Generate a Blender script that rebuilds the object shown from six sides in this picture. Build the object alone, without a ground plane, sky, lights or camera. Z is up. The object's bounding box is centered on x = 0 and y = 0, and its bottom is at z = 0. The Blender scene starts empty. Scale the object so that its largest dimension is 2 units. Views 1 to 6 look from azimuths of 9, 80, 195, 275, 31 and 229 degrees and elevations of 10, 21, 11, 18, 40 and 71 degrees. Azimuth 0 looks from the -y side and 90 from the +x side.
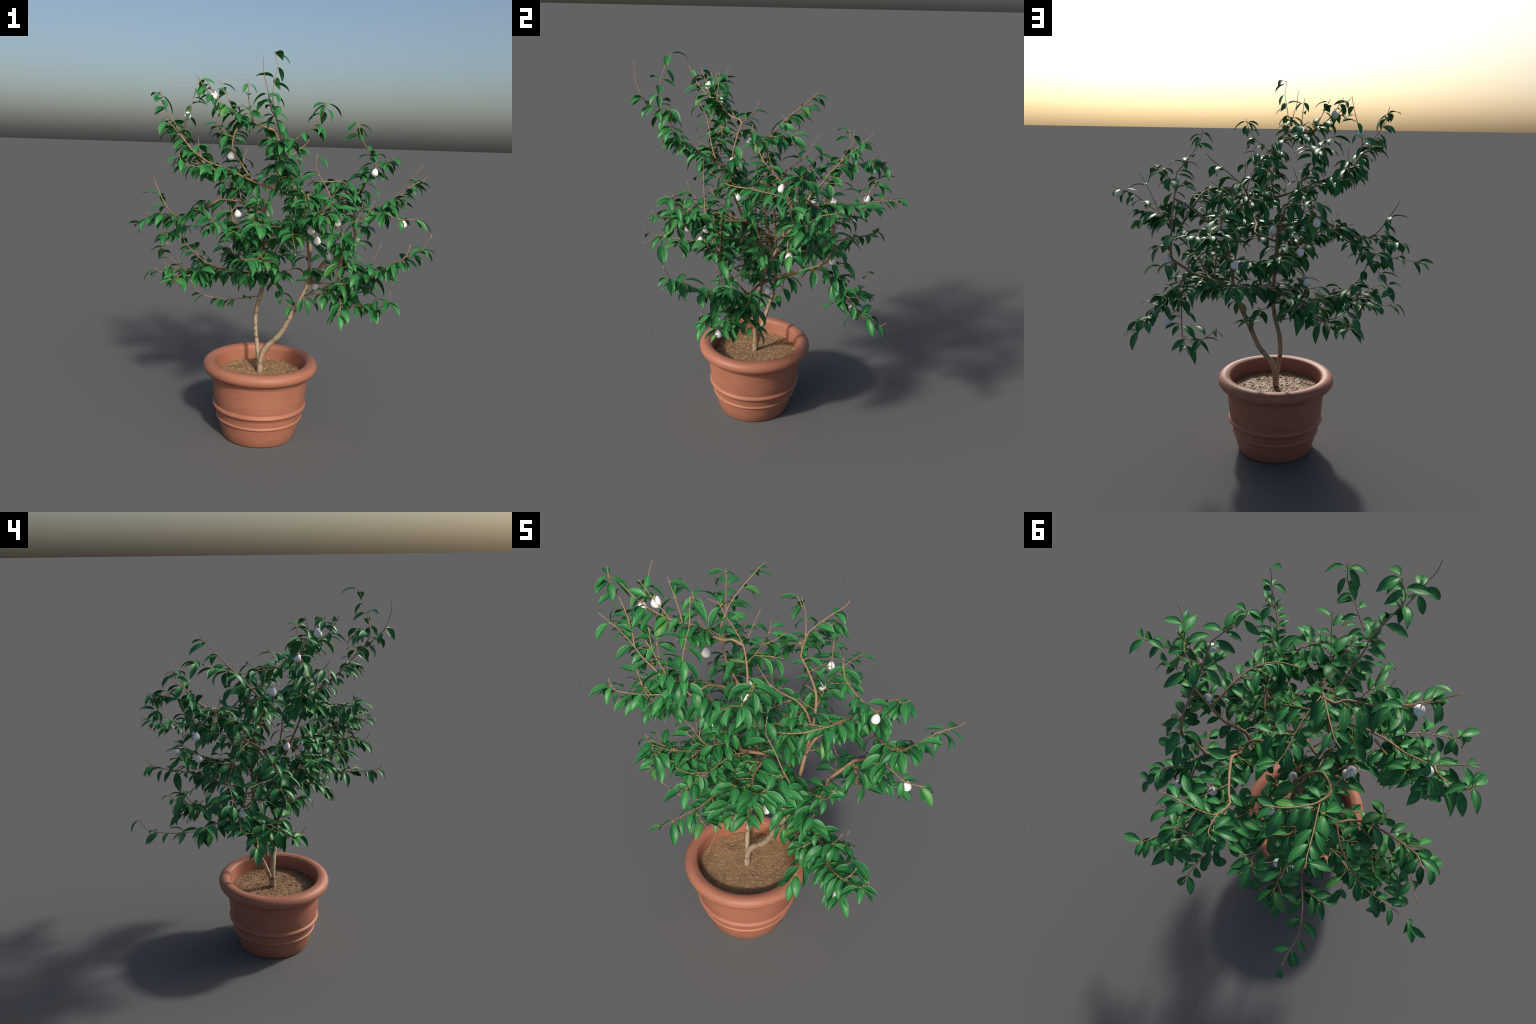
"""A small evergreen tree with white egg-shaped buds, growing from two stems in a terracotta pot."""
import bpy, math, random
from mathutils import Vector, Matrix

rng = random.Random(20)
PI = math.pi
V = Vector

# ------------------------------------------------------------------ materials
def new_mat(name):
    m = bpy.data.materials.new(name)
    m.use_nodes = True
    nt = m.node_tree
    for n in list(nt.nodes):
        nt.nodes.remove(n)
    return m, nt

def add(nt, kind, **props):
    n = nt.nodes.new(kind)
    for k, v in props.items():
        if k == "ins":
            for key, val in v.items():
                n.inputs[key].default_value = val
        else:
            setattr(n, k, v)
    return n

def ramp(nt, fac, stops):
    r = nt.nodes.new("ShaderNodeValToRGB")
    els = r.color_ramp.elements
    while len(els) < len(stops):
        els.new(0.5)
    for e, (p, c) in zip(els, stops):
        e.position = p
        e.color = (*c, 1.0)
    nt.links.new(fac, r.inputs[0])
    return r.outputs[0]

def noise(nt, vec, scale, detail=3.0, rough=0.55, stretch=None, rot=None):
    mp = nt.nodes.new("ShaderNodeMapping")
    if stretch:
        mp.inputs["Scale"].default_value = stretch
    if rot:
        mp.inputs["Rotation"].default_value = rot
    nt.links.new(vec, mp.inputs["Vector"])
    n = add(nt, "ShaderNodeTexNoise", ins={"Scale": scale, "Detail": detail, "Roughness": rough})
    nt.links.new(mp.outputs[0], n.inputs["Vector"])
    return n.outputs["Fac"]

def mixc(nt, fac, a, b, mode="MIX"):
    m = add(nt, "ShaderNodeMix", data_type="RGBA", blend_type=mode)
    for sock, val in ((m.inputs[0], fac), (m.inputs[6], a), (m.inputs[7], b)):
        if hasattr(val, "links"):
            nt.links.new(val, sock)
        elif isinstance(val, (int, float)):
            sock.default_value = val
        else:
            sock.default_value = (*val, 1.0)
    return m.outputs[2]

def finish(nt, color, rough=0.6, spec=0.4, bump=None, translucent=None, **extra):
    b = nt.nodes.new("ShaderNodeBsdfPrincipled")
    if hasattr(color, "links"):
        nt.links.new(color, b.inputs["Base Color"])
    else:
        b.inputs["Base Color"].default_value = (*color, 1.0)
    b.inputs["Roughness"].default_value = rough
    b.inputs["Specular IOR Level"].default_value = spec
    for k, v in extra.items():
        b.inputs[k].default_value = v
    if bump:
        fac, dist, strength = bump
        bn = add(nt, "ShaderNodeBump", ins={"Distance": dist, "Strength": strength})
        nt.links.new(fac, bn.inputs["Height"])
        nt.links.new(bn.outputs[0], b.inputs["Normal"])
    out = nt.nodes.new("ShaderNodeOutputMaterial")
    sh = b.outputs[0]
    if translucent:
        amount, tint = translucent
        t = nt.nodes.new("ShaderNodeBsdfTranslucent")
        nt.links.new(mixc(nt, 1.0, color, tint, "MULTIPLY"), t.inputs["Color"])
        mx = nt.nodes.new("ShaderNodeMixShader")
        mx.inputs[0].default_value = amount
        nt.links.new(sh, mx.inputs[1])
        nt.links.new(t.outputs[0], mx.inputs[2])
        sh = mx.outputs[0]
    nt.links.new(sh, out.inputs[0])

def obj_coords(nt):
    return nt.nodes.new("ShaderNodeTexCoord").outputs["Object"]

def make_terracotta():
    m, nt = new_mat("terracotta")
    co = obj_coords(nt)
    broad = noise(nt, co, 5.0, 4.0)
    streak = noise(nt, co, 9.0, 3.0, stretch=(1.0, 1.0, 5.0))
    fine = noise(nt, co, 160.0, 3.0)
    c = ramp(nt, broad, [(0.3, (0.300, 0.114, 0.066)), (0.7, (0.345, 0.138, 0.080))])
    c = mixc(nt, 0.35, c, ramp(nt, streak, [(0.35, (0.29, 0.100, 0.058)), (0.65, (0.40, 0.152, 0.094))]))
    c = mixc(nt, 0.12, c, ramp(nt, fine, [(0.3, (0.24, 0.085, 0.05)), (0.7, (0.42, 0.17, 0.11))]))
    finish(nt, c, rough=0.55, spec=0.45, bump=(broad, 0.006, 0.25))
    return m

def make_soil():
    m, nt = new_mat("bark_mulch")
    co = obj_coords(nt)
    patch = noise(nt, co, 12.0, 4.0)
    fibres = []
    for ang in (0.3, 1.4, 2.5):
        fibres.append(noise(nt, co, 95.0, 4.0, 0.6, stretch=(0.35, 2.2, 1.0), rot=(0, 0, ang)))
    c = ramp(nt, patch, [(0.3, (0.135, 0.080, 0.042)), (0.52, (0.225, 0.130, 0.066)), (0.72, (0.29, 0.172, 0.086))])
    for f in fibres:
        straw = ramp(nt, f, [(0.56, (0, 0, 0)), (0.72, (0.8, 0.8, 0.8))])
        c = mixc(nt, straw, c, (0.44, 0.27, 0.135))
    dark = ramp(nt, noise(nt, co, 40.0, 3.0), [(0.28, (0.55, 0.55, 0.55)), (0.42, (0, 0, 0))])
    c = mixc(nt, dark, c, (0.075, 0.046, 0.027))
    finish(nt, c, rough=0.62, spec=0.5, bump=(fibres[0], 0.003, 0.5))
    return m

def make_chip(name, dark, light):
    m, nt = new_mat(name)
    g = nt.nodes.new("ShaderNodeNewGeometry")
    c = ramp(nt, g.outputs["Random Per Island"], [(0.0, dark), (1.0, light)])
    finish(nt, c, rough=0.85, spec=0.25)
    return m

def make_bark():
    """beige lower stems with irregular dark rings"""
    m, nt = new_mat("pale_banded_bark")
    co = obj_coords(nt)
    rings = noise(nt, co, 26.0, 3.0, 0.6, stretch=(0.8, 0.8, 1.6))
    broad = noise(nt, co, 10.0, 3.0)
    fine = noise(nt, co, 120.0, 4.0, 0.6, stretch=(1.0, 1.0, 0.4))
    c = ramp(nt, broad, [(0.3, (0.275, 0.208, 0.130)), (0.7, (0.370, 0.285, 0.190))])
    c = mixc(nt, 0.25, c, ramp(nt, fine, [(0.3, (0.18, 0.12, 0.07)), (0.7, (0.42, 0.31, 0.2))]))
    mask = ramp(nt, rings, [(0.36, (0.8, 0.8, 0.8)), (0.45, (0, 0, 0))])
    c = mixc(nt, mask, c, (0.085, 0.062, 0.04))
    finish(nt, c, rough=0.7, spec=0.3, bump=(rings, 0.003, 0.5))
    return m

def make_twig():
    m, nt = new_mat("tan_twig_bark")
    co = obj_coords(nt)
    broad = noise(nt, co, 14.0, 3.0)
    fine = noise(nt, co, 90.0, 3.0)
    c = ramp(nt, broad, [(0.3, (0.250, 0.155, 0.092)), (0.7, (0.335, 0.212, 0.130))])
    c = mixc(nt, 0.3, c, ramp(nt, fine, [(0.3, (0.17, 0.105, 0.06)), (0.7, (0.40, 0.25, 0.15))]))
    finish(nt, c, rough=0.65, spec=0.3)
    return m

def make_leaf(name, low, high, rough, spec, trans):
    m, nt = new_mat(name)
    info = nt.nodes.new("ShaderNodeObjectInfo")
    g = nt.nodes.new("ShaderNodeNewGeometry")
    s = add(nt, "ShaderNodeMath", operation="ADD")
    nt.links.new(info.outputs["Random"], s.inputs[0])
    nt.links.new(g.outputs["Random Per Island"], s.inputs[1])
    f = add(nt, "ShaderNodeMath", operation="FRACT")
    nt.links.new(s.outputs[0], f.inputs[0])
    c = ramp(nt, f.outputs[0], [(0.0, low), (0.55, tuple((a + b) / 2 for a, b in zip(low, high))), (0.97, high),
                               (1.0, (high[0] * 1.7, high[1] * 1.02, high[2] * 0.8))])
    mottle = noise(nt, g.outputs["Position"], 70.0, 3.0)
    c = mixc(nt, 0.5, c, ramp(nt, mottle, [(0.3, (0.72, 0.78, 0.72)), (0.7, (1.25, 1.2, 1.2))]), "MULTIPLY")
    finish(nt, c, rough=rough, spec=spec, translucent=(trans, (1.5, 1.25, 0.5)))
    return m

def make_bud():
    m, nt = new_mat("white_bud")
    co = obj_coords(nt)
    c = ramp(nt, noise(nt, co, 60.0, 2.0), [(0.3, (0.78, 0.77, 0.75)), (0.7, (0.86, 0.85, 0.84))])
    finish(nt, c, rough=0.5, spec=0.35)
    return m

TERRACOTTA = make_terracotta()
SOIL = make_soil()
CHIP = make_chip("straw_chip", (0.17, 0.10, 0.05), (0.46, 0.29, 0.15))
BARK = make_bark()
TWIG = make_twig()
BLADE = make_leaf("leaf_green", (0.017, 0.138, 0.037), (0.042, 0.240, 0.064), 0.45, 0.45, 0.18)
RIB = make_leaf("leaf_midrib", (0.07, 0.27, 0.06), (0.12, 0.36, 0.085), 0.45, 0.4, 0.16)
PETIOLE = make_chip("leaf_stalk_yellow", (0.30, 0.32, 0.03), (0.46, 0.42, 0.05))
BUD = make_bud()

# ------------------------------------------------------------------ object helpers
root = bpy.data.objects.new("potted_tree", None)
bpy.context.collection.objects.link(root)
root["label"] = "leafy two-stemmed evergreen tree with white buds in terracotta pot"
root["category"] = "potted tree"

def put(name, mesh, parent=None, loc=None):
    o = bpy.data.objects.new(name, mesh)
    bpy.context.collection.objects.link(o)
    o.parent = parent or root
    if loc is not None:
        o.location = loc
    return o

def mesh_from(name, verts, faces, mats, idx=None, smooth=True):
    me = bpy.data.meshes.new(name)
    me.from_pydata([tuple(v) for v in verts], [], faces)
    for m in mats:
        me.materials.append(m)
    if idx:
        me.polygons.foreach_set("material_index", idx)
    me.polygons.foreach_set("use_smooth", [smooth] * len(faces))
    me.update()
    return me

# ------------------------------------------------------------------ pot
AXIS = V((-0.017, -0.073, 0.0))

def arc(cx, cz, rx, rz, a0, a1, n):
    return [(cx + rx * math.cos(a0 + (a1 - a0) * i / n), cz + rz * math.sin(a0 + (a1 - a0) * i / n)) for i in range(n + 1)]

def pot_profile():
    d = math.radians
    p = [(0.0, 0.004), (0.150, 0.004), (0.187, 0.0), (0.1955, 0.001), (0.2005, 0.006)]
    p += [(0.2140, 0.055), (0.2268, 0.100), (0.2288, 0.107)]
    p += arc(0.2290, 0.1145, 0.0080, 0.0072, d(-72), d(72), 8)                 # lower band
    p += [(0.2325, 0.126), (0.2385, 0.150), (0.2425, 0.166)]
    p += arc(0.2440, 0.1810, 0.0128, 0.0118, d(-72), d(78), 10)                # upper band
    p += [(0.2490, 0.199), (0.2540, 0.245), (0.2585, 0.300), (0.2610, 0.336)]
    p += arc(0.2595, 0.3465, 0.0050, 0.0050, d(-60), d(75), 6)                 # bead under the rim
    p += [(0.2600, 0.3545), (0.2615, 0.362)]
    p += arc(0.2765, 0.3975, 0.0350, 0.0330, d(-112), d(118), 24) + [(0.2535, 0.4245), (0.2492, 0.4200), (0.2470, 0.4130), (0.2458, 0.4020)]              # rolled rim
    p += [(0.2445, 0.385), (0.2425, 0.360), (0.2405, 0.330), (0.2300, 0.300), (0.0, 0.300)]
    return p

def lathe(profile, n, wobble=0.0):
    verts, faces, rings = [], [], []
    for r, z in profile:
        if r < 1e-6:
            rings.append([len(verts)])
            verts.append((0, 0, z))
        else:
            ring = []
            for i in range(n):
                a = 2 * PI * i / n
                k = 1 + wobble * math.sin(3 * a + 1.1 + 7 * z) * 0.5 + wobble * math.sin(5 * a + 23 * z) * 0.5
                ring.append(len(verts))
                verts.append((r * k * math.cos(a), r * k * math.sin(a), z))
            rings.append(ring)
    for a, b in zip(rings[:-1], rings[1:]):
        for i in range(n):
            j = (i + 1) % n
            if len(a) == 1 and len(b) > 1:
                faces.append((a[0], b[j], b[i]))
            elif len(b) == 1 and len(a) > 1:
                faces.append((a[i], a[j], b[0]))
            elif len(a) > 1:
                faces.append((a[i], a[j], b[j], b[i]))
    return verts, faces

vs, fs = lathe(pot_profile(), 96, 0.0022)
pot = put("flower_pot", mesh_from("flower_pot", vs, fs, [TERRACOTTA]), loc=AXIS)

# soil: a gently lumpy disc, a little lower toward the wall
def soil_height(x, y):
    r = math.hypot(x, y)
    h = 0.3505 - 0.002 * max(0.0, (r - 0.20) / 0.04) ** 2
    h += 0.0022 * math.sin(31 * x + 1.0) * math.sin(27 * y + 0.4) + 0.0014 * math.sin(63 * x + 40 * y)
    return h

sv, sf = [(0, 0, soil_height(0, 0))], []
SEG, RN = 72, 22
for k in range(1, RN + 1):
    r = 0.2408 * k / RN
    for i in range(SEG):
        a = 2 * PI * i / SEG
        x, y = r * math.cos(a), r * math.sin(a)
        j = 0.0 if k == RN else rng.uniform(-0.0012, 0.0012)
        sv.append((x, y, soil_height(x, y) + j))
for i in range(SEG):
    sf.append((0, 1 + i, 1 + (i + 1) % SEG))
for k in range(RN - 1):
    for i in range(SEG):
        a = 1 + k * SEG + i
        b = 1 + k * SEG + (i + 1) % SEG
        sf.append((a, a + SEG, b + SEG, b))
soil = put("soil", mesh_from("soil", sv, sf, [SOIL]), loc=AXIS)

cv, cf = [], []
for _ in range(1500):                                       # loose fibres and chips
    r, a = 0.232 * math.sqrt(rng.random()), rng.uniform(0, 2 * PI)
    c = V((r * math.cos(a), r * math.sin(a), 0))
    c.z = soil_height(c.x, c.y) + 0.0010
    L, w = rng.uniform(0.005, 0.016), rng.uniform(0.0005, 0.0012)
    b = rng.uniform(0, 2 * PI)
    d = V((math.cos(b), math.sin(b), rng.uniform(-0.12, 0.16))) * L / 2
    s = V((-math.sin(b), math.cos(b), 0)) * w
    n0 = len(cv)
    for end in (-1, 1):
        for side, up in ((-1, -0.4), (1, -0.4), (0.0, 1.0)):
            cv.append(c + d * end + s * side + V((0, 0, w * up * 1.2)))
    for i in range(3):
        j = (i + 1) % 3
        cf.append((n0 + i, n0 + j, n0 + 3 + j, n0 + 3 + i))
    cf += [(n0 + 2, n0 + 1, n0), (n0 + 3, n0 + 4, n0 + 5)]
mulch = put("mulch_fibres", mesh_from("mulch_fibres", cv, cf, [CHIP], smooth=False), parent=soil)
mulch["kind"] = "stuff"

# ------------------------------------------------------------------ branches
def catmull(pts, per):
    P = [pts[0] * 2 - pts[1]] + pts + [pts[-1] * 2 - pts[-2]]
    out = []
    for i in range(1, len(P) - 2):
        p0, p1, p2, p3 = P[i - 1:i + 3]
        for k in range(per):
            t = k / per
            q = 0.5 * ((2 * p1) + (p2 - p0) * t + (2 * p0 - 5 * p1 + 4 * p2 - p3) * t * t + (3 * p1 - p0 - 3 * p2 + p3) * t ** 3)
            out.append(p1.lerp(p2, t).lerp(q, 0.75))
    out.append(P[-2])
    return out

def sweep(path, r0, r1, sides, power=0.8, spin=0.4):
    """tube along a path with parallel-transported rings, tapering from r0 to r1, knotty and slightly uneven"""
    n = len(path)
    cum = [0.0]
    for a, b in zip(path[:-1], path[1:]):
        cum.append(cum[-1] + (b - a).length)
    total = cum[-1] or 1.0
    tang = [(path[min(i + 1, n - 1)] - path[max(i - 1, 0)]).normalized() for i in range(n)]
    ref = V((0, 0, 1)) if abs(tang[0].z) < 0.9 else V((1, 0, 0))
    u = tang[0].cross(ref).normalized()
    verts, faces = [], []
    for i in range(n):
        t = tang[i]
        u = (u - t * u.dot(t)).normalized()
        w = t.cross(u)
        f = cum[i] / total
        r = r0 + (r1 - r0) * f ** power
        r *= 1 + 0.07 * math.sin(17.0 * cum[i] / max(r0, 0.004) * 0.12 + spin * 9)
        for k in range(sides):
            a = 2 * PI * k / sides + spin
            verts.append(path[i] + (u * math.cos(a) + w * math.sin(a)) * r)
    for i in range(n - 1):
        for k in range(sides):
            j = (k + 1) % sides
            faces.append((i * sides + k, i * sides + j, (i + 1) * sides + j, (i + 1) * sides + k))
    faces.append(tuple(range(sides))[::-1])
    faces.append(tuple((n - 1) * sides + k for k in range(sides)))
    return verts, faces

BRANCHES = []      # (path, r0, r1): kept for hanging leaves and buds

def grow(name, pts, r0, r1, leaves=None, bark=None, per=3):
    """leaves = (where foliage starts 0..1, bare length at the tip in m, leaves per metre at the start, at the end)"""
    path = catmull([V(p) for p in pts], per)
    sides = 8 if r0 > 0.008 else 6 if r0 > 0.0045 else 5
    v, f = sweep(path, r0, r1, sides, spin=rng.uniform(0, 6))
    o = put(name, mesh_from(name, v, f, [bark or TWIG]))
    BRANCHES.append((path, r0, r1, leaves))
    return o

def F(start, bare, d0, d1):
    return (start, bare, d0, d1)

# ---- the two stems
grow("trunk", [(-.020,-.068,.335), (-.019,-.067,.38), (-.018,-.065,.42), (.003,-.068,.482), (.048,-.072,.533), (.080,-.077,.566), (.109,-.083,.616), (.144,-.088,.691), (.184,-.090,.763), (.214,-.084,.835), (.228,-.080,.892)], .0168, .0122, None, BARK, 2)
grow("stem", [(-.019,-.065,.395), (-.030,-.050,.426), (-.044,-.026,.496), (-.059,0,.564), (-.065,.024,.634), (-.061,.036,.692), (-.038,.039,.780), (-.022,.036,.89), (-.031,.037,.966), (-.032,.038,1.03)], .0132, .0100, None, BARK, 2)
# ---- main limbs of the left stem
grow("limb", [(-.032,.038,1.02), (-.040,.030,1.12), (-.037,.023,1.24), (-.050,.015,1.264), (-.064,-.004,1.315), (-.096,-.020,1.386), (-.131,-.024,1.438), (-.181,.002,1.501), (-.222,.035,1.548), (-.230,.086,1.602), (-.229,.123,1.639), (-.215,.170,1.682), (-.192,.223,1.730), (-.154,.278,1.787)], .0088, .0018, F(.38,.03,62,26))
grow("limb", [(-.032,.038,1.02), (-.02,-.06,1.08), (.002,-.14,1.145), (-.007,-.178,1.24), (.025,-.212,1.318), (.043,-.213,1.366), (.061,-.215,1.451), (.075,-.205,1.536), (.059,-.185,1.599), (.030,-.160,1.650), (-.018,-.126,1.673), (-.115,-.066,1.698), (-.168,-.043,1.739)], .0088, .0018, F(.45,.02,75,30))
grow("limb", [(-.037,.025,1.23), (-.122,.061,1.246), (-.168,.070,1.263), (-.225,.055,1.277), (-.280,.030,1.279), (-.300,-.010,1.269), (-.336,-.050,1.245), (-.396,-.090,1.206), (-.441,-.105,1.194), (-.482,-.115,1.194), (-.518,-.115,1.216), (-.547,-.112,1.249), (-.577,-.100,1.294), (-.619,-.063,1.361), (-.636,-.058,1.394)], .0085, .0018, F(.48,.06,62,16))
grow("branch", [(-.482,-.118,1.193), (-.543,-.110,1.188), (-.605,-.060,1.190), (-.661,-.020,1.191), (-.710,.005,1.190)], .0032, .0016, F(.1,.08,45,18))
grow("branch", [(-.280,.035,1.279), (-.322,.065,1.261), (-.378,.090,1.227), (-.429,.100,1.197), (-.500,.108,1.167), (-.562,.100,1.149), (-.616,.085,1.138), (-.661,.075,1.131), (-.707,.068,1.125), (-.757,.070,1.114)], .0055, .0016, F(.08,.015,58,22))
grow("branch", [(-.500,.090,1.165), (-.507,.036,1.139), (-.529,.030,1.100), (-.563,.035,1.046), (-.600,.050,1.000), (-.616,.045,.972), (-.628,.05,.955)], .0028, .0016, F(.2,.0,35,35))
grow("branch", [(-.03,.037,.99), (-.10,.0,1.08), (-.20,0,1.17), (-.265,-.02,1.245)], .0060, .0035, F(.3,.0,40,40))
# ---- crown, upper left
grow("branch", [(.025,-.155,1.655), (-.021,-.165,1.670), (-.041,-.200,1.678), (-.143,-.248,1.718), (-.165,-.265,1.733), (-.220,-.310,1.770), (-.270,-.355,1.820), (-.323,-.394,1.899)], .0060, .0016, F(.3,.07,62,28))
grow("twig", [(-.20,-.29,1.755), (-.25,-.31,1.82), (-.295,-.332,1.896)], .0030, .0015, F(.1,.02,55,40))
grow("twig", [(-.165,-.265,1.733), (-.190,-.255,1.79), (-.243,-.238,1.885)], .0028, .0015, F(.15,.02,45,28))
grow("twig", [(-.07,-.215,1.690), (-.085,-.270,1.77), (-.090,-.296,1.890)], .0028, .0015, F(.1,.05,50,28))
grow("branch", [(.043,-.213,1.366), (-.02,-.24,1.385), (-.10,-.265,1.42), (-.16,-.275,1.448), (-.21,-.28,1.468), (-.278,-.282,1.488), (-.335,-.286,1.526), (-.366,-.287,1.549), (-.406,-.292,1.597), (-.444,-.308,1.646), (-.475,-.327,1.683), (-.504,-.346,1.719)], .0070, .0016, F(.12,.04,72,26))
grow("branch", [(-.395,-.290,1.585), (-.425,-.260,1.62), (-.478,-.232,1.693), (-.51,-.222,1.734), (-.54,-.228,1.79), (-.54,-.23,1.81), (-.549,-.224,1.849)], .0035, .0015, F(.1,.05,62,22))
grow("branch", [(-.16,-.26,1.43), (-.28,-.235,1.46), (-.36,-.22,1.52), (-.411,-.215,1.592), (-.419,-.211,1.645), (-.417,-.211,1.690), (-.398,-.213,1.739), (-.372,-.199,1.836), (-.363,-.175,1.896)], .0050, .0015, F(.1,.05,66,14))
grow("twig", [(-.33,-.225,1.50), (-.345,-.215,1.56), (-.354,-.204,1.637)], .0024, .0014, F(.2,.06,30,20))
grow("twig", [(-.45,-.25,1.65), (-.46,-.20,1.63), (-.45,-.15,1.64)], .0022, .0014, F(.2,.02,45,30))
grow("branch", [(-.16,-.275,1.446), (-.25,-.38,1.46), (-.33,-.44,1.475), (-.365,-.46,1.49), (-.381,-.465,1.534)], .0036, .0015, F(.2,.02,75,45))
# ---- the tall pair of shoots at the front
grow("branch", [(.061,-.215,1.45), (.075,-.290,1.47), (.082,-.345,1.50), (.085,-.390,1.54), (.090,-.430,1.576), (.100,-.463,1.61), (.090,-.503,1.660), (.085,-.522,1.687), (.080,-.556,1.711), (.067,-.580,1.730), (.061,-.633,1.782), (.053,-.651,1.827), (.041,-.665,1.875), (.035,-.665,1.950)], .0052, .0014, F(.1,.18,70,18))
grow("branch", [(.082,-.550,1.708), (.069,-.568,1.771), (.069,-.558,1.826), (.075,-.546,1.872), (.080,-.531,1.917), (.070,-.514,1.957), (.061,-.495,1.990)], .0028, .0014, F(.15,.002,26,16))
grow("branch", [(.10,-.463,1.60), (.16,-.48,1.605), (.20,-.49,1.64), (.244,-.51,1.665), (.278,-.509,1.71), (.295,-.516,1.743), (.311,-.525,1.786)], .0030, .0014, F(.05,.025,60,30))
# ---- crown, back
grow("branch", [(-.230,.10,1.615), (-.30,.20,1.65), (-.345,.27,1.685), (-.373,.302,1.707)], .0032, .0015, F(.1,.02,55,30))
grow("branch", [(-.17,.085,1.265), (-.20,.12,1.36), (-.212,.221,1.422), (-.198,.268,1.505), (-.184,.297,1.561)], .0038, .0015, F(.2,.06,50,20))
grow("twig", [(-.212,.21,1.40), (-.235,.185,1.45), (-.242,.173,1.504)], .0022, .0014, F(.2,.02,40,30))
grow("branch", [(-.20,.085,1.27), (-.25,.20,1.32), (-.28,.29,1.38), (-.312,.355,1.447)], .0036, .0015, F(.2,.03,60,30))
grow("twig", [(.055,-.18,1.60), (.031,-.057,1.592), (-.010,.055,1.575), (-.022,.106,1.580), (-.032,.136,1.601), (-.034,.13,1.622)], .0030, .0014, F(.25,.03,45,25))
# ---- limbs of the right stem
grow("limb", [(.228,-.085,.87), (.228,-.05,.97), (.222,.01,1.07), (.214,.07,1.16), (.205,.12,1.23), (.184,.165,1.314), (.125,.225,1.348), (.06,.28,1.375), (.028,.300,1.390), (.014,.337,1.42), (.014,.384,1.469), (.071,.428,1.533), (.143,.466,1.596), (.155,.480,1.621)], .0105, .0018, F(.42,.02,70,28))
grow("limb", [(.226,-.088,.878), (.29,.040,.944), (.364,.176,1.008), (.385,.188,1.033), (.456,.199,1.077), (.452,.225,1.13), (.447,.227,1.20), (.450,.215,1.26), (.465,.174,1.314), (.489,.093,1.375), (.516,.013,1.435), (.539,-.05,1.491), (.525,-.082,1.521), (.501,-.120,1.566), (.467,-.147,1.620), (.450,-.168,1.664), (.434,-.165,1.721)], .0108, .0016, F(.42,.02,66,28))
grow("branch", [(.228,-.085,.88), (.227,-.067,.947), (.214,-.07,1.066), (.211,-.087,1.10), (.211,-.101,1.161), (.216,-.113,1.26), (.206,-.113,1.306), (.19,-.15,1.36), (.165,-.25,1.40), (.14,-.33,1.44)], .0060, .0016, F(.35,.03,34,24))
grow("branch", [(.211,.095,1.193), (.202,.08,1.243), (.193,.064,1.293), (.157,.044,1.346), (.091,.018,1.379), (.04,0,1.42), (0,-.02,1.50)], .0062, .0018, F(.2,.03,62,30))
grow("branch", [(.220,.03,1.10), (.245,.03,1.17), (.27,.035,1.215), (.332,.077,1.271), (.40,.09,1.33), (.485,.095,1.372)], .0085, .0050, F(.35,.0,50,50))
grow("branch", [(.516,.013,1.435), (.544,.055,1.482), (.577,.050,1.504), (.606,.02,1.51), (.632,.023,1.535)], .0034, .0015, F(.1,.01,75,40))
grow("branch", [(.495,.14,1.24), (.55,.07,1.265), (.61,.025,1.293), (.658,.04,1.319), (.70,.055,1.36), (.738,.085,1.392), (.794,.127,1.417), (.823,.144,1.440)], .0042, .0015, F(.08,.045,58,24))
grow("branch", [(.61,.02,1.295), (.657,-.02,1.342), (.707,-.044,1.413), (.743,-.06,1.46), (.773,-.071,1.499)], .0028, .0014, F(.1,.10,30,20))
grow("branch", [(.55,.05,1.255), (.621,-.03,1.244), (.648,-.036,1.233), (.70,-.05,1.223), (.772,-.043,1.231)], .0034, .0014, F(.1,.01,58,28))
grow("branch", [(.014,.360,1.445), (-.01,.40,1.50), (-.037,.438,1.536), (-.068,.451,1.592)], .0032, .0014, F(.1,.015,55,35))
grow("twig", [(-.045,.43,1.55), (-.075,.427,1.603)], .0020, .0014, F(.2,.01,35,30))
grow("branch", [(.020,.325,1.405), (-.011,.367,1.425), (.011,.437,1.437), (.029,.514,1.445), (.054,.617,1.455)], .0036, .0014, F(.15,.03,52,20))
grow("branch", [(.195,.14,1.255), (.17,.25,1.27), (.14,.36,1.265), (.12,.45,1.255), (.145,.572,1.27), (.18,.686,1.285)], .0046, .0014, F(.1,.04,72,18))
grow("twig", [(.11,.46,1.255), (.086,.502,1.293), (.065,.549,1.347), (.048,.607,1.446)], .0026, .0014, F(.3,.02,22,22))
grow("twig", [(.165,.30,1.27), (.17,.36,1.22), (.165,.401,1.174)], .0026, .0014, F(.1,.02,55,35))
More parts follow.
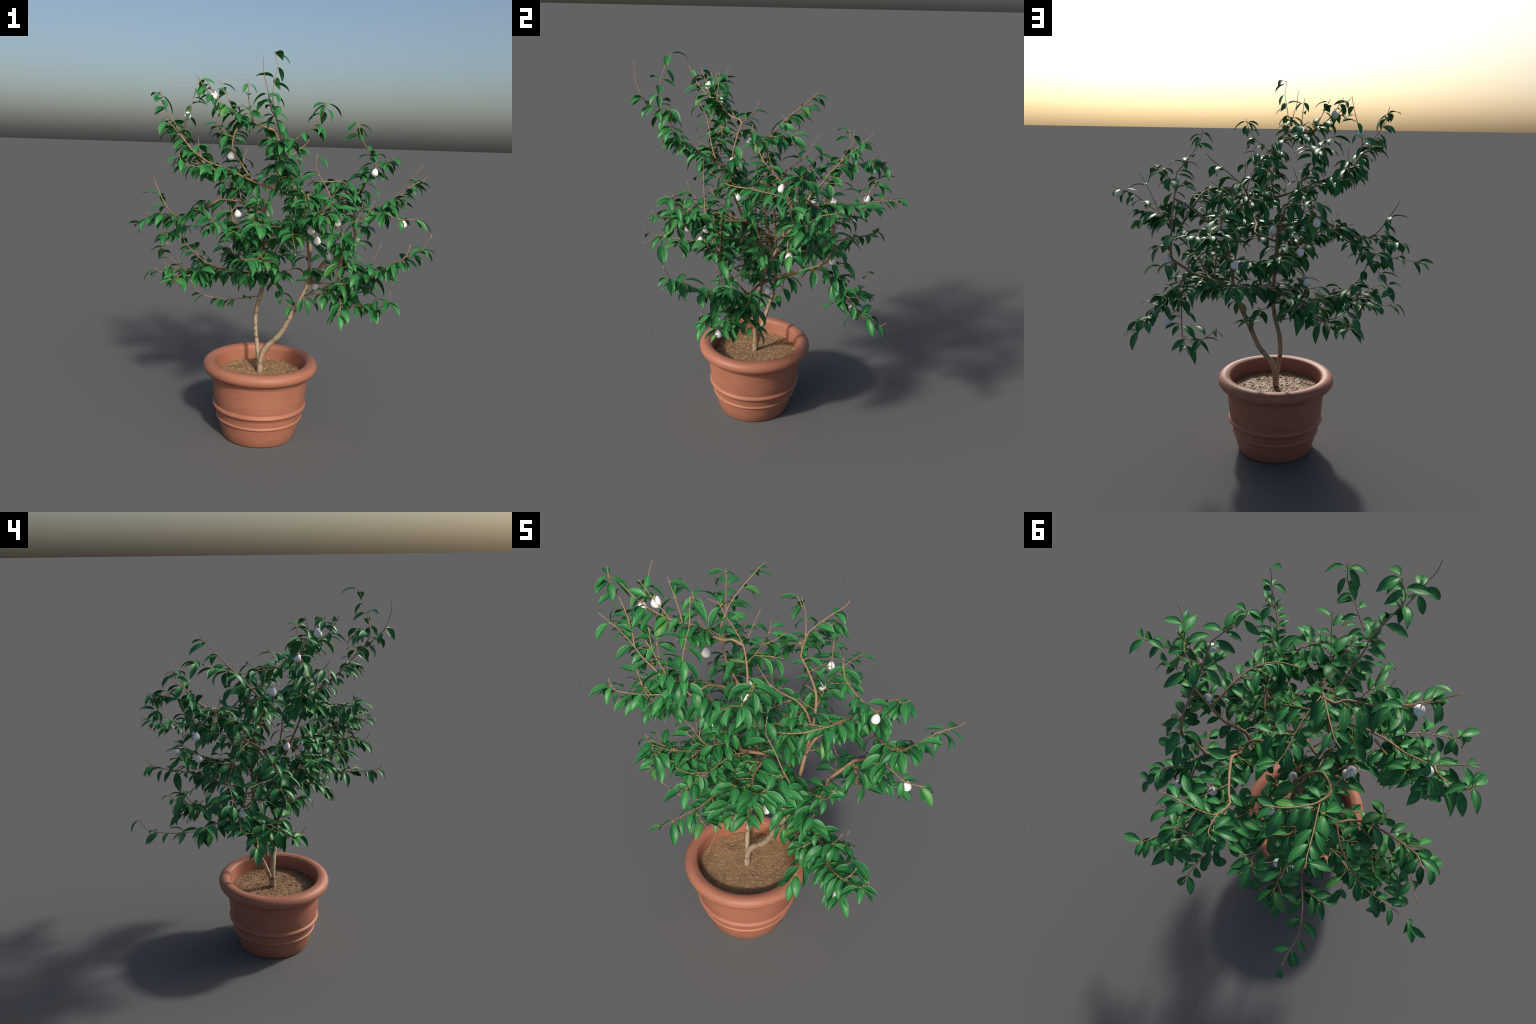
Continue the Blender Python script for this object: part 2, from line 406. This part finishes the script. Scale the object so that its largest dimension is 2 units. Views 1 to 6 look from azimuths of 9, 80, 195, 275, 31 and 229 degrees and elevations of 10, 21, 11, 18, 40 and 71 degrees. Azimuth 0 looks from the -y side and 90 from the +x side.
# ---- back of the crown, middle height
grow("branch", [(-.03,.037,.95), (.0,.15,.95), (.01,.27,.985), (.02,.40,1.02), (.02,.51,1.035), (.005,.575,1.05), (-.009,.605,1.075), (-.020,.626,1.106)], .0068, .0015, F(.3,.05,72,28))
grow("branch", [(-.032,.036,1.05), (-.08,.15,1.10), (-.12,.28,1.13), (-.15,.40,1.14), (-.157,.437,1.168)], .0042, .0015, F(.15,.02,72,35))
grow("twig", [(-.145,.36,1.135), (-.165,.375,1.18), (-.173,.389,1.22)], .0022, .0014, F(.15,.02,50,35))
grow("branch", [(-.032,.038,1.02), (0,.15,1.08), (.05,.33,1.11), (.08,.48,1.18)], .0040, .0015, F(.2,.02,68,35))
grow("branch", [(-.03,.037,.93), (-.12,.15,.92), (-.20,.25,.90), (-.25,.32,.93), (-.29,.39,1.05)], .0052, .0015, F(.2,.05,70,28))
grow("twig", [(-.22,.28,.905), (-.27,.34,.88), (-.30,.40,.905)], .0026, .0014, F(.1,.02,62,40))
grow("twig", [(-.25,.32,.93), (-.31,.35,.97), (-.34,.38,1.03)], .0026, .0014, F(.1,.03,50,28))
grow("branch", [(-.03,.035,.88), (-.12,.08,.87), (-.25,.18,.85), (-.33,.25,.84), (-.40,.31,.85), (-.462,.386,.867), (-.482,.432,.877), (-.502,.502,.895), (-.515,.532,.935), (-.518,.540,.963)], .0060, .0016, F(.25,.03,56,20))
# ---- lower left
grow("branch", [(-.025,.036,.85), (-.13,.045,.87), (-.25,.050,.89), (-.353,.050,.920), (-.391,.060,.940), (-.432,.065,.973), (-.469,.050,1.013), (-.492,.040,1.060), (-.508,.036,1.110)], .0068, .0022, F(.3,.05,52,20))
grow("branch", [(-.25,.05,.89), (-.34,0,.875), (-.40,-.04,.885), (-.455,-.07,.90), (-.495,-.066,.927), (-.542,-.063,.962)], .0040, .0015, F(.1,.06,72,28))
grow("branch", [(-.30,.03,.88), (-.42,.0,.87), (-.52,-.02,.875), (-.59,-.03,.868), (-.64,-.03,.89)], .0040, .0015, F(.05,.025,78,34))
grow("branch", [(-.36,-.02,.875), (-.42,-.10,.87), (-.50,-.15,.885), (-.53,-.18,.93)], .0034, .0015, F(.05,.03,78,34))
grow("twig", [(-.45,0,.872), (-.50,.04,.89), (-.527,.061,.94)], .0024, .0014, F(.1,.03,50,30))
grow("branch", [(-.055,.02,.755), (-.17,-.12,.762), (-.26,-.20,.785), (-.33,-.224,.813), (-.37,-.26,.885)], .0034, .0014, F(.25,.09,50,26))
grow("twig", [(-.035,.035,.84), (.044,.075,.808), (.074,.05,.749), (.105,.006,.722), (.15,-.03,.715)], .0026, .0014, F(.25,.02,40,28))
grow("twig", [(.205,-.09,.80), (.208,-.125,.795), (.212,-.15,.80)], .0022, .0016, F(.5,.0,80,80))
# ---- front limbs
grow("limb", [(.0,-.137,1.138), (.06,-.142,1.158), (.126,-.147,1.176), (.150,-.21,1.19), (.170,-.30,1.206), (.248,-.445,1.246), (.325,-.585,1.279), (.345,-.623,1.294)], .0080, .0018, F(.4,.03,68,28))
grow("branch", [(.25,-.44,1.246), (.32,-.50,1.32), (.372,-.55,1.404)], .0030, .0014, F(.1,.04,50,24))
grow("twig", [(.20,-.36,1.222), (.225,-.47,1.28), (.23,-.55,1.36)], .0028, .0014, F(.1,.04,50,26))
grow("branch", [(.13,-.23,1.185), (.160,-.40,1.195), (.178,-.529,1.165), (.195,-.609,1.132), (.206,-.668,1.108)], .0034, .0014, F(.2,.13,60,24))
grow("branch", [(.26,-.46,1.25), (.28,-.56,1.255), (.28,-.62,1.30)], .0026, .0014, F(.1,.03,55,32))
grow("branch", [(-.03,.03,1.0), (.01,-.20,1.05), (0,-.38,1.04), (-.01,-.46,1.045), (-.03,-.56,1.06), (-.04,-.63,1.075), (-.03,-.656,1.108)], .0050, .0015, F(.35,.02,52,30))
grow("branch", [(.04,-.142,1.152), (.02,-.25,1.19), (.01,-.42,1.20), (.005,-.55,1.22), (.003,-.584,1.263)], .0042, .0015, F(.2,.03,68,30))
grow("branch", [(.015,-.38,1.198), (-.02,-.46,1.23), (-.05,-.51,1.28)], .0026, .0014, F(.1,.03,50,30))
grow("branch", [(-.03,.03,1.0), (-.06,-.10,1.07), (-.12,-.20,1.15), (-.16,-.215,1.19), (-.175,-.183,1.224), (-.187,-.158,1.275)], .0048, .0016, F(.3,.05,62,24))
grow("twig", [(-.10,-.17,1.12), (-.14,-.26,1.20), (-.16,-.30,1.28)], .0026, .0014, F(.1,.05,50,24))
grow("twig", [(-.02,-.20,1.215), (-.03,-.28,1.25), (-.02,-.30,1.31)], .0024, .0014, F(.1,.04,50,24))
grow("branch", [(-.10,-.17,1.12), (-.20,-.32,1.17), (-.255,-.40,1.23), (-.27,-.42,1.29)], .0028, .0014, F(.3,.04,34,24))
# ---- right front
grow("limb", [(.205,-.09,.80), (.28,-.14,.83), (.37,-.20,.835), (.45,-.25,.815), (.548,-.31,.802), (.586,-.345,.816), (.604,-.37,.836), (.628,-.408,.877), (.635,-.419,.922)], .0062, .0016, F(.25,.04,78,24))
grow("twig", [(.45,-.22,.825), (.52,-.19,.91), (.546,-.181,.992)], .0048, .0020, F(.1,.06,48,20))
grow("twig", [(.42,-.22,.825), (.54,-.17,.79), (.61,-.16,.82)], .0026, .0014, F(.1,.02,62,32))
grow("twig", [(.50,-.28,.81), (.56,-.28,.825), (.58,-.30,.87)], .0026, .0014, F(.1,.03,50,28))
grow("branch", [(.38,-.20,.835), (.41,-.29,.835), (.402,-.355,.80), (.396,-.378,.775)], .0026, .0015, F(.2,.0,40,90))
grow("branch", [(.226,-.09,.87), (.33,-.14,.885), (.42,-.20,.90), (.50,-.30,.95), (.57,-.40,1.0), (.64,-.48,1.07), (.70,-.52,1.105), (.727,-.531,1.127), (.754,-.551,1.15), (.768,-.562,1.183), (.787,-.574,1.216)], .0072, .0018, F(.2,.035,98,48))
grow("twig", [(.67,-.50,1.085), (.695,-.49,1.12), (.71,-.47,1.17)], .0026, .0016, F(.1,.04,40,24))
grow("branch", [(.47,-.26,.93), (.54,-.31,1.03), (.584,-.346,1.135)], .0040, .0016, F(.1,.06,62,26))
grow("branch", [(.38,-.18,.895), (.40,-.28,1.03), (.40,-.33,1.15), (.38,-.36,1.25), (.361,-.370,1.304), (.335,-.371,1.344), (.309,-.371,1.396), (.283,-.370,1.438), (.262,-.369,1.470), (.258,-.367,1.508), (.262,-.365,1.548)], .0052, .0016, F(.2,.03,58,16))
grow("branch", [(.40,-.31,1.10), (.46,-.31,1.22), (.49,-.31,1.33)], .0030, .0014, F(.1,.03,58,26))
grow("twig", [(.46,-.31,1.22), (.51,-.34,1.27), (.54,-.35,1.34)], .0026, .0014, F(.1,.03,52,28))
grow("twig", [(.40,-.30,1.08), (.45,-.35,1.14), (.48,-.38,1.21)], .0028, .0014, F(.1,.05,52,26))
# ---- right back, low
grow("branch", [(.37,.182,1.02), (.40,.24,.96), (.428,.269,.924), (.457,.290,.890), (.486,.323,.860), (.512,.350,.820), (.519,.380,.789), (.526,.411,.771), (.547,.441,.760), (.563,.461,.770), (.562,.482,.783)], .0055, .0016, F(.1,.05,82,26))
grow("twig", [(.515,.36,.81), (.54,.39,.805), (.548,.408,.817)], .0022, .0015, F(.1,.01,60,40))
grow("branch", [(.385,.21,.985), (.372,.285,.90), (.367,.295,.856), (.361,.310,.787), (.33,.37,.735), (.28,.44,.70), (.262,.458,.685)], .0046, .0018, F(.1,.0,40,22))
grow("branch", [(.33,.36,.74), (.25,.43,.735), (.16,.49,.79), (.088,.537,.857)], .0032, .0015, F(.15,.0,28,28))
grow("twig", [(.457,.29,.89), (.48,.33,.885), (.49,.37,.90)], .0024, .0015, F(.1,.01,60,40))
grow("limb", [(.40,.09,1.33), (.395,.02,1.36), (.395,-.035,1.385), (.388,-.108,1.403), (.359,-.176,1.414), (.32,-.225,1.413), (.248,-.266,1.412), (.215,-.29,1.44)], .0058, .0018, F(.12,.02,70,34))
grow("branch", [(-.025,.036,.875), (-.05,-.06,.905), (-.09,-.15,.90), (-.13,-.22,.94)], .0042, .0015, F(.2,.02,74,46))
grow("branch", [(-.03,.036,.93), (.03,-.04,.905), (.08,-.11,.905), (.10,-.18,.94)], .0040, .0015, F(.2,.02,74,46))
grow("branch", [(-.04,-.05,.905), (-.15,-.08,.905), (-.23,-.14,.91)], .0032, .0015, F(.1,.02,72,46))
grow("branch", [(.226,-.085,.87), (.29,-.07,.97), (.36,-.08,1.06), (.43,-.13,1.12)], .0048, .0015, F(.2,.02,72,44))


# ------------------------------------------------------------------ leaves
def leaf_mesh(name, length, width, bend, fold, twist, seed):
    """an almond blade, creased along the midrib, arching down toward a pointed tip; base at the origin, grows along +x"""
    r = random.Random(seed)
    n, cols = 10, 3
    L, W = length, width / 2
    stalk = 0.07
    mid, tan = [], []
    x = z = 0.0
    steps = n + 1
    ang0 = bend * 0.28
    for i in range(steps + 1):
        t = i / steps
        ang = ang0 - bend * (t ** 1.15)
        mid.append((x, z))
        tan.append(ang)
        x += L / steps * math.cos(ang)
        z += L / steps * math.sin(ang)
    top, rows = [], []
    wave = r.uniform(-0.05, 0.05)
    for i in range(1, steps + 1):
        s = (i - 1) / n
        prof = (math.sin(PI * s ** 0.86)) ** 1.02 * (1 - 0.10 * s)
        half = max(W * prof, 0.00035)
        fo = fold * (1 - 0.35 * s)
        ce, se = math.cos(tan[i]), math.sin(tan[i])
        row = []
        rib = min(0.0011 * (1 - 0.75 * s) + 0.0002, half * 0.5)
        offs = [-half, -(half + rib) * 0.52, -rib, rib, (half + rib) * 0.52, half]
        for c, y in enumerate(offs):
            rise = abs(y) * math.tan(fo) - (abs(y) / W) ** 2 * W * 0.22
            rise += wave * half * math.sin(5 * s + c)
            tw = twist * s
            yy, hh = y * math.cos(tw) - rise * math.sin(tw), y * math.sin(tw) + rise * math.cos(tw)
            row.append(len(top))
            top.append(V((mid[i][0] - se * hh, yy, mid[i][1] + ce * hh)))
        rows.append(row)
    m = len(top)
    verts = list(top)
    faces, idx = [], []
    th = 0.0007
    for i, row in enumerate(rows):                          # underside
        ce, se = math.cos(tan[i + 1]), math.sin(tan[i + 1])
        for v in row:
            verts.append(top[v] - V((-se, 0, ce)) * th)
    for a, b in zip(rows[:-1], rows[1:]):
        for c in range(5):
            k = 1 if c == 2 else 0
            faces.append((a[c], b[c], b[c + 1], a[c + 1])[::-1]); idx.append(k)
            faces.append((a[c] + m, b[c] + m, b[c + 1] + m, a[c + 1] + m)); idx.append(k)
        for c, flip in ((0, False), (5, True)):
            q = (a[c], a[c] + m, b[c] + m, b[c])
            faces.append(q[::-1] if flip else q); idx.append(0)
    for row, flip in ((rows[0], True), (rows[-1], False)):
        for c in range(5):
            q = (row[c], row[c + 1], row[c + 1] + m, row[c] + m)
            faces.append(q[::-1] if flip else q); idx.append(0)
    # short yellow stalk
    n0 = len(verts)
    p0, p1 = V((-0.004, 0, -0.0015)), V((mid[1][0], 0, mid[1][1] - th / 2))
    for p, rr in ((p0, 0.0011), (p1, 0.0010)):
        for k in range(5):
            a = 2 * PI * k / 5
            verts.append(p + V((0, math.cos(a), math.sin(a))) * rr)
    for k in range(5):
        j = (k + 1) % 5
        faces.append((n0 + k, n0 + j, n0 + 5 + j, n0 + 5 + k)); idx.append(2)
    faces.append(tuple(n0 + 5 + k for k in range(5))); idx.append(2)
    return verts, faces, idx

KINDS = []
for k in range(8):
    q = random.Random(100 + k)
    KINDS.append(leaf_mesh("leaf", 1.0 * 0.1, 0.1 * (0.335 + 0.07 * q.random()), math.radians(44 + 40 * q.random()),
                           math.radians(20 + 15 * q.random()), math.radians(q.uniform(-14, 14)), k))
KIND_MESH = [mesh_from("leaf", v, f, [BLADE, RIB, PETIOLE], i) for v, f, i in KINDS]

LEAVES = []        # (matrix, kind)

def place_leaf(pos, yaw, pitch, roll, size, kind=None):
    M = Matrix.Translation(pos) @ Matrix.Rotation(yaw, 4, "Z") @ Matrix.Rotation(-pitch, 4, "Y") @ Matrix.Rotation(roll, 4, "X") @ Matrix.Scale(size, 4)
    LEAVES.append((M, rng.randrange(len(KINDS)) if kind is None else kind))

CROWN = V((0.0, 0.0, 1.05))

def leaf_at(pos, along, side, size, tipward):
    """a leaf leaves the twig sideways, leaning along it, and hangs over under its own weight"""
    flat = V((along.x, along.y, 0))
    out = V((pos.x - CROWN.x, pos.y - CROWN.y, 0))
    base = flat.normalized() if flat.length > 0.25 else (out.normalized() if out.length > 1e-3 else V((1, 0, 0)))
    spread = side * rng.uniform(0.75, 1.55) * (1 - 0.45 * tipward)
    if flat.length < 0.45:
        spread = rng.uniform(-PI, PI)
    yaw = math.atan2(base.y, base.x) + spread
    pitch = math.radians(rng.gauss(-24, 17)) + 0.25 * max(-0.4, along.z) * math.cos(spread)
    pitch = max(math.radians(-72), min(math.radians(22), pitch))
    place_leaf(pos, yaw, pitch, rng.gauss(0, 0.30), size)

def clothe(path, r0, r1, spec):
    """nodes along the twig, each with one to three leaves, the next node turned against the last"""
    start, bare, d0, d1 = spec
    cum = [0.0]
    for a, b in zip(path[:-1], path[1:]):
        cum.append(cum[-1] + (b - a).length)
    total = cum[-1]
    s, end = start * total, total - bare * 0.7
    span = max(end - s, 1e-3)
    side = 1 if rng.random() < 0.5 else -1
    while s < end:
        f = (s - start * total) / span
        i = max(k for k in range(len(cum)) if cum[k] <= s + 1e-9)
        i = min(i, len(path) - 2)
        t = (s - cum[i]) / max(cum[i + 1] - cum[i], 1e-6)
        pos = path[i].lerp(path[i + 1], t)
        along = (path[i + 1] - path[i]).normalized()
        many = rng.choice((1, 1, 2, 2, 3))
        for k in range(many):
            size = rng.gauss(0.99, 0.15) * (1 - 0.14 * f)
            leaf_at(pos + along * rng.uniform(-0.004, 0.004), along, side, max(0.60, min(1.30, size)), f)
            side = -side
        if rng.random() < 0.4:
            side = -side
        dens = (d0 + (d1 - d0) * f) * DENSITY
        s += many * rng.uniform(0.6, 1.4) / dens

DENSITY = 0.80

def side_shoots():
    """short leafy spurs off the older wood, which fill the middle of the crown"""
    made = []
    for path, r0, r1, spec in list(BRANCHES):
        if not spec:
            continue
        cum = [0.0]
        for a, b in zip(path[:-1], path[1:]):
            cum.append(cum[-1] + (b - a).length)
        total = cum[-1]
        if total < 0.22:
            continue
        s = 0.10 * total + rng.uniform(0, 0.05)
        while s < 0.72 * total:
            i = min(max(k for k in range(len(cum)) if cum[k] <= s + 1e-9), len(path) - 2)
            p = path[i].lerp(path[i + 1], (s - cum[i]) / max(cum[i + 1] - cum[i], 1e-6))
            along = (path[i + 1] - path[i]).normalized()
            s += rng.uniform(0.07, 0.15)
            if p.z < 0.80 or (p - V((0, 0, 1.2))).length > 0.62:
                continue
            turn = rng.uniform(0.6, 1.3) * rng.choice((-1, 1))
            d = V((along.x, along.y, 0)) if abs(along.z) < 0.85 else V((rng.uniform(-1, 1), rng.uniform(-1, 1), 0))
            d = d.normalized()
            d = V((d.x * math.cos(turn) - d.y * math.sin(turn), d.x * math.sin(turn) + d.y * math.cos(turn), rng.uniform(-0.25, 0.45))).normalized()
            L = rng.uniform(0.05, 0.13)
            made.append([p, p + d * L * 0.5 + V((0, 0, rng.uniform(-0.006, 0.006))), p + d * L + V((0, 0, rng.uniform(-0.01, 0.02)))])
    sv, sf = [], []
    for pts in made:
        path = catmull(pts, 3)
        v, f = sweep(path, 0.0021, 0.0013, 5, spin=rng.uniform(0, 6))
        n0 = len(sv)
        sv += v
        sf += [tuple(n0 + a for a in q) for q in f]
        clothe(path, 0.002, 0.0013, (0.22, 0.01, 58, 46))
    o = put("side_shoots", mesh_from("side_shoots", sv, sf, [TWIG]))
    o["kind"] = "stuff"

# leaves whose tips stand clear of the crown, each hung from the nearest suitable twig
LEAF_TIPS = [(0.133,-0.520,1.930), (0.282,-0.464,1.678), (-0.431,0.238,1.670), (0.087,-0.414,1.960), (-0.165,-0.210,1.835), (0.678,-0.020,1.493), (-0.536,-0.312,1.770),
             (-0.409,-0.553,1.481), (0.139,-0.558,1.684), (0.101,0.521,1.542), (0.141,-0.558,1.806), (0.332,-0.549,1.686), (-0.412,-0.515,1.454), (0.247,-0.571,1.742),
             (0.512,-0.206,1.567), (0.054,-0.593,1.644), (0.098,-0.491,1.857), (0.699,-0.589,1.104), (-0.691,-0.040,0.807), (0.115,-0.688,1.760), (-0.339,-0.250,1.799),
             (-0.108,0.269,1.731), (-0.544,-0.212,1.635), (-0.094,0.363,1.536), (-0.376,-0.166,1.659), (0.087,0.526,1.397), (-0.501,-0.207,1.599), (0.798,0.081,1.331),
             (-0.224,-0.465,1.432), (0.561,0.416,0.790), (0.591,-0.060,1.531), (0.512,-0.171,1.654), (0.281,0.361,0.620), (-0.393,-0.284,1.636), (-0.547,0.575,0.902),
             (-0.047,-0.294,1.822), (0.103,0.581,1.286), (-0.401,-0.469,1.444), (-0.161,0.223,1.639), (0.757,0.041,1.336), (-0.548,0.428,0.851), (0.390,-0.195,1.644),
             (-0.330,-0.281,1.840), (0.220,-0.493,1.686), (0.003,0.407,1.363), (-0.157,0.086,1.581), (0.311,-0.395,1.476), (0.113,0.596,1.370), (0.118,0.670,1.246),
             (-0.015,0.606,1.400), (-0.186,-0.167,1.719), (0.292,-0.475,1.600), (0.586,-0.370,0.743), (-0.502,-0.268,1.731), (0.769,-0.521,1.124), (0.015,-0.471,1.551),
             (0.052,0.506,1.394), (-0.383,-0.288,1.701), (0.691,0.076,1.389), (-0.819,0.063,1.115), (0.490,-0.140,1.627), (0.645,0.068,1.460), (0.708,-0.579,1.285),
             (0.044,0.161,1.506), (0.120,-0.558,1.740), (-0.592,0.132,0.945), (-0.316,-0.183,1.764), (0.151,-0.531,1.555), (0.102,-0.602,1.750), (-0.233,-0.367,1.853),
             (0.256,0.438,0.819), (0.662,-0.084,1.505), (-0.104,-0.332,1.819), (0.165,0.642,1.220), (-0.594,-0.061,0.944), (0.455,-0.119,1.620), (0.005,-0.606,1.719)]


TIP_LOCAL = []
for v, f, idx in KINDS:
    x = max(v, key=lambda p: p.x - p.z * 0.3)
    TIP_LOCAL.append(x)

def hang_leaf(tip):
    tip = V(tip)
    best = None
    for path, r0, r1, spec in BRANCHES:
        if r0 > 0.0095 and spec is None:
            continue
        for a, b in zip(path[:-1], path[1:]):
            for t in (0.0, 0.5):
                q = a.lerp(b, t)
                d = (q - tip).length
                if d > 0.118:
                    continue
                cost = abs(d - 0.080) + max(0.0, tip.z + 0.012 - q.z) * 1.5
                if best is None or cost < best[0]:
                    best = (cost, q)
    if best is None:
        return
    q = best[1]
    chord = tip - q
    k = rng.randrange(len(KINDS))
    loc = TIP_LOCAL[k]
    size = max(0.5, min(1.35, chord.length / loc.length))
    pitch = math.atan2(chord.z, math.hypot(chord.x, chord.y)) - math.atan2(loc.z, loc.x)
    place_leaf(q, math.atan2(chord.y, chord.x), pitch, rng.gauss(0, 0.25), size, k)

for tip in LEAF_TIPS:
    hang_leaf(tip)
for path, r0, r1, spec in list(BRANCHES):
    if spec:
        clothe(path, r0, r1, spec)
side_shoots()
print("LEAVES", len(LEAVES))

# the 300 leaves furthest out are single pieces, the rest is one mass of foliage
order = sorted(range(len(LEAVES)), key=lambda i: -((LEAVES[i][0].translation - CROWN) * V((1, 1, 1))).length)
single = set(order[:300])
fv, ff, fi = [], [], []
for i, (M, k) in enumerate(LEAVES):
    if i in single:
        o = put("leaf", KIND_MESH[k])
        o.matrix_world = M
    else:
        v, f, idx = KINDS[k]
        n0 = len(fv)
        fv += [M @ p for p in v]
        ff += [tuple(n0 + a for a in q) for q in f]
        fi += idx
foliage = put("foliage", mesh_from("foliage", fv, ff, [BLADE, RIB, PETIOLE], fi))
foliage["kind"] = "stuff"

# ------------------------------------------------------------------ white buds
def bud_profile():
    p = []
    for i in range(15):
        t = i / 14
        z = -0.025 + 0.048 * t
        r = 0.0187 * math.sin(PI * min(1, t ** 0.80)) ** 0.62 if 0 < t < 1 else 0.0
        if t < 0.22:
            r *= 0.45 + 0.55 * (t / 0.22)
        p.append((r, z))
    return p

bv, bf = lathe(bud_profile(), 20)
BUD_MESH = mesh_from("flower_bud", bv, bf, [BUD])

def hang_bud(p, scale=1.0):
    p = V(p)
    o = put("flower_bud", BUD_MESH, loc=p)
    o.scale = (scale,) * 3
    o.rotation_euler = (rng.uniform(-0.2, 0.2), rng.uniform(-0.2, 0.2), rng.uniform(0, 6))
    best = None
    for path, r0, r1, spec in BRANCHES:
        for q in path:
            d = (q - p).length + (0.05 if q.z < p.z else 0.0)
            if best is None or d < best[0]:
                best = (d, q)
    q = best[1]
    top = p + V((0, 0, 0.0215 * scale))
    midp = top.lerp(q, 0.5) + V((0, 0, 0.012))
    v, f = sweep(catmull([q, midp, top], 3), 0.0022, 0.0022, 5)
    put("bud_stalk", mesh_from("bud_stalk", v, f, [TWIG]))

for spot in [(.085,.500,1.266), (-.255,-.296,1.808), (.140,.304,1.274), (-.206,-.082,1.519), (.253,-.446,1.197), (-.408,-.206,1.715),
             (-.225,.295,1.175), (.539,-.049,1.459), (-.298,.289,1.314), (-.065,.185,1.253), (.371,-.364,1.230), (-.573,.038,1.028),
             (.573,-.335,.787), (.034,.462,1.132), (.418,.347,.801), (.434,.076,1.339), (.072,-.21,1.475), (-.005,-.22,1.175),
             (.280,-.390,1.140), (.700,-.040,1.200), (.340,-.230,1.040), (.260,-.050,.845), (-.010,.015,1.215), (.470,.220,1.080),
             (-.230,.165,1.005), (-.150,-.150,1.225)]:
    hang_bud(spot, rng.uniform(0.92, 1.06))
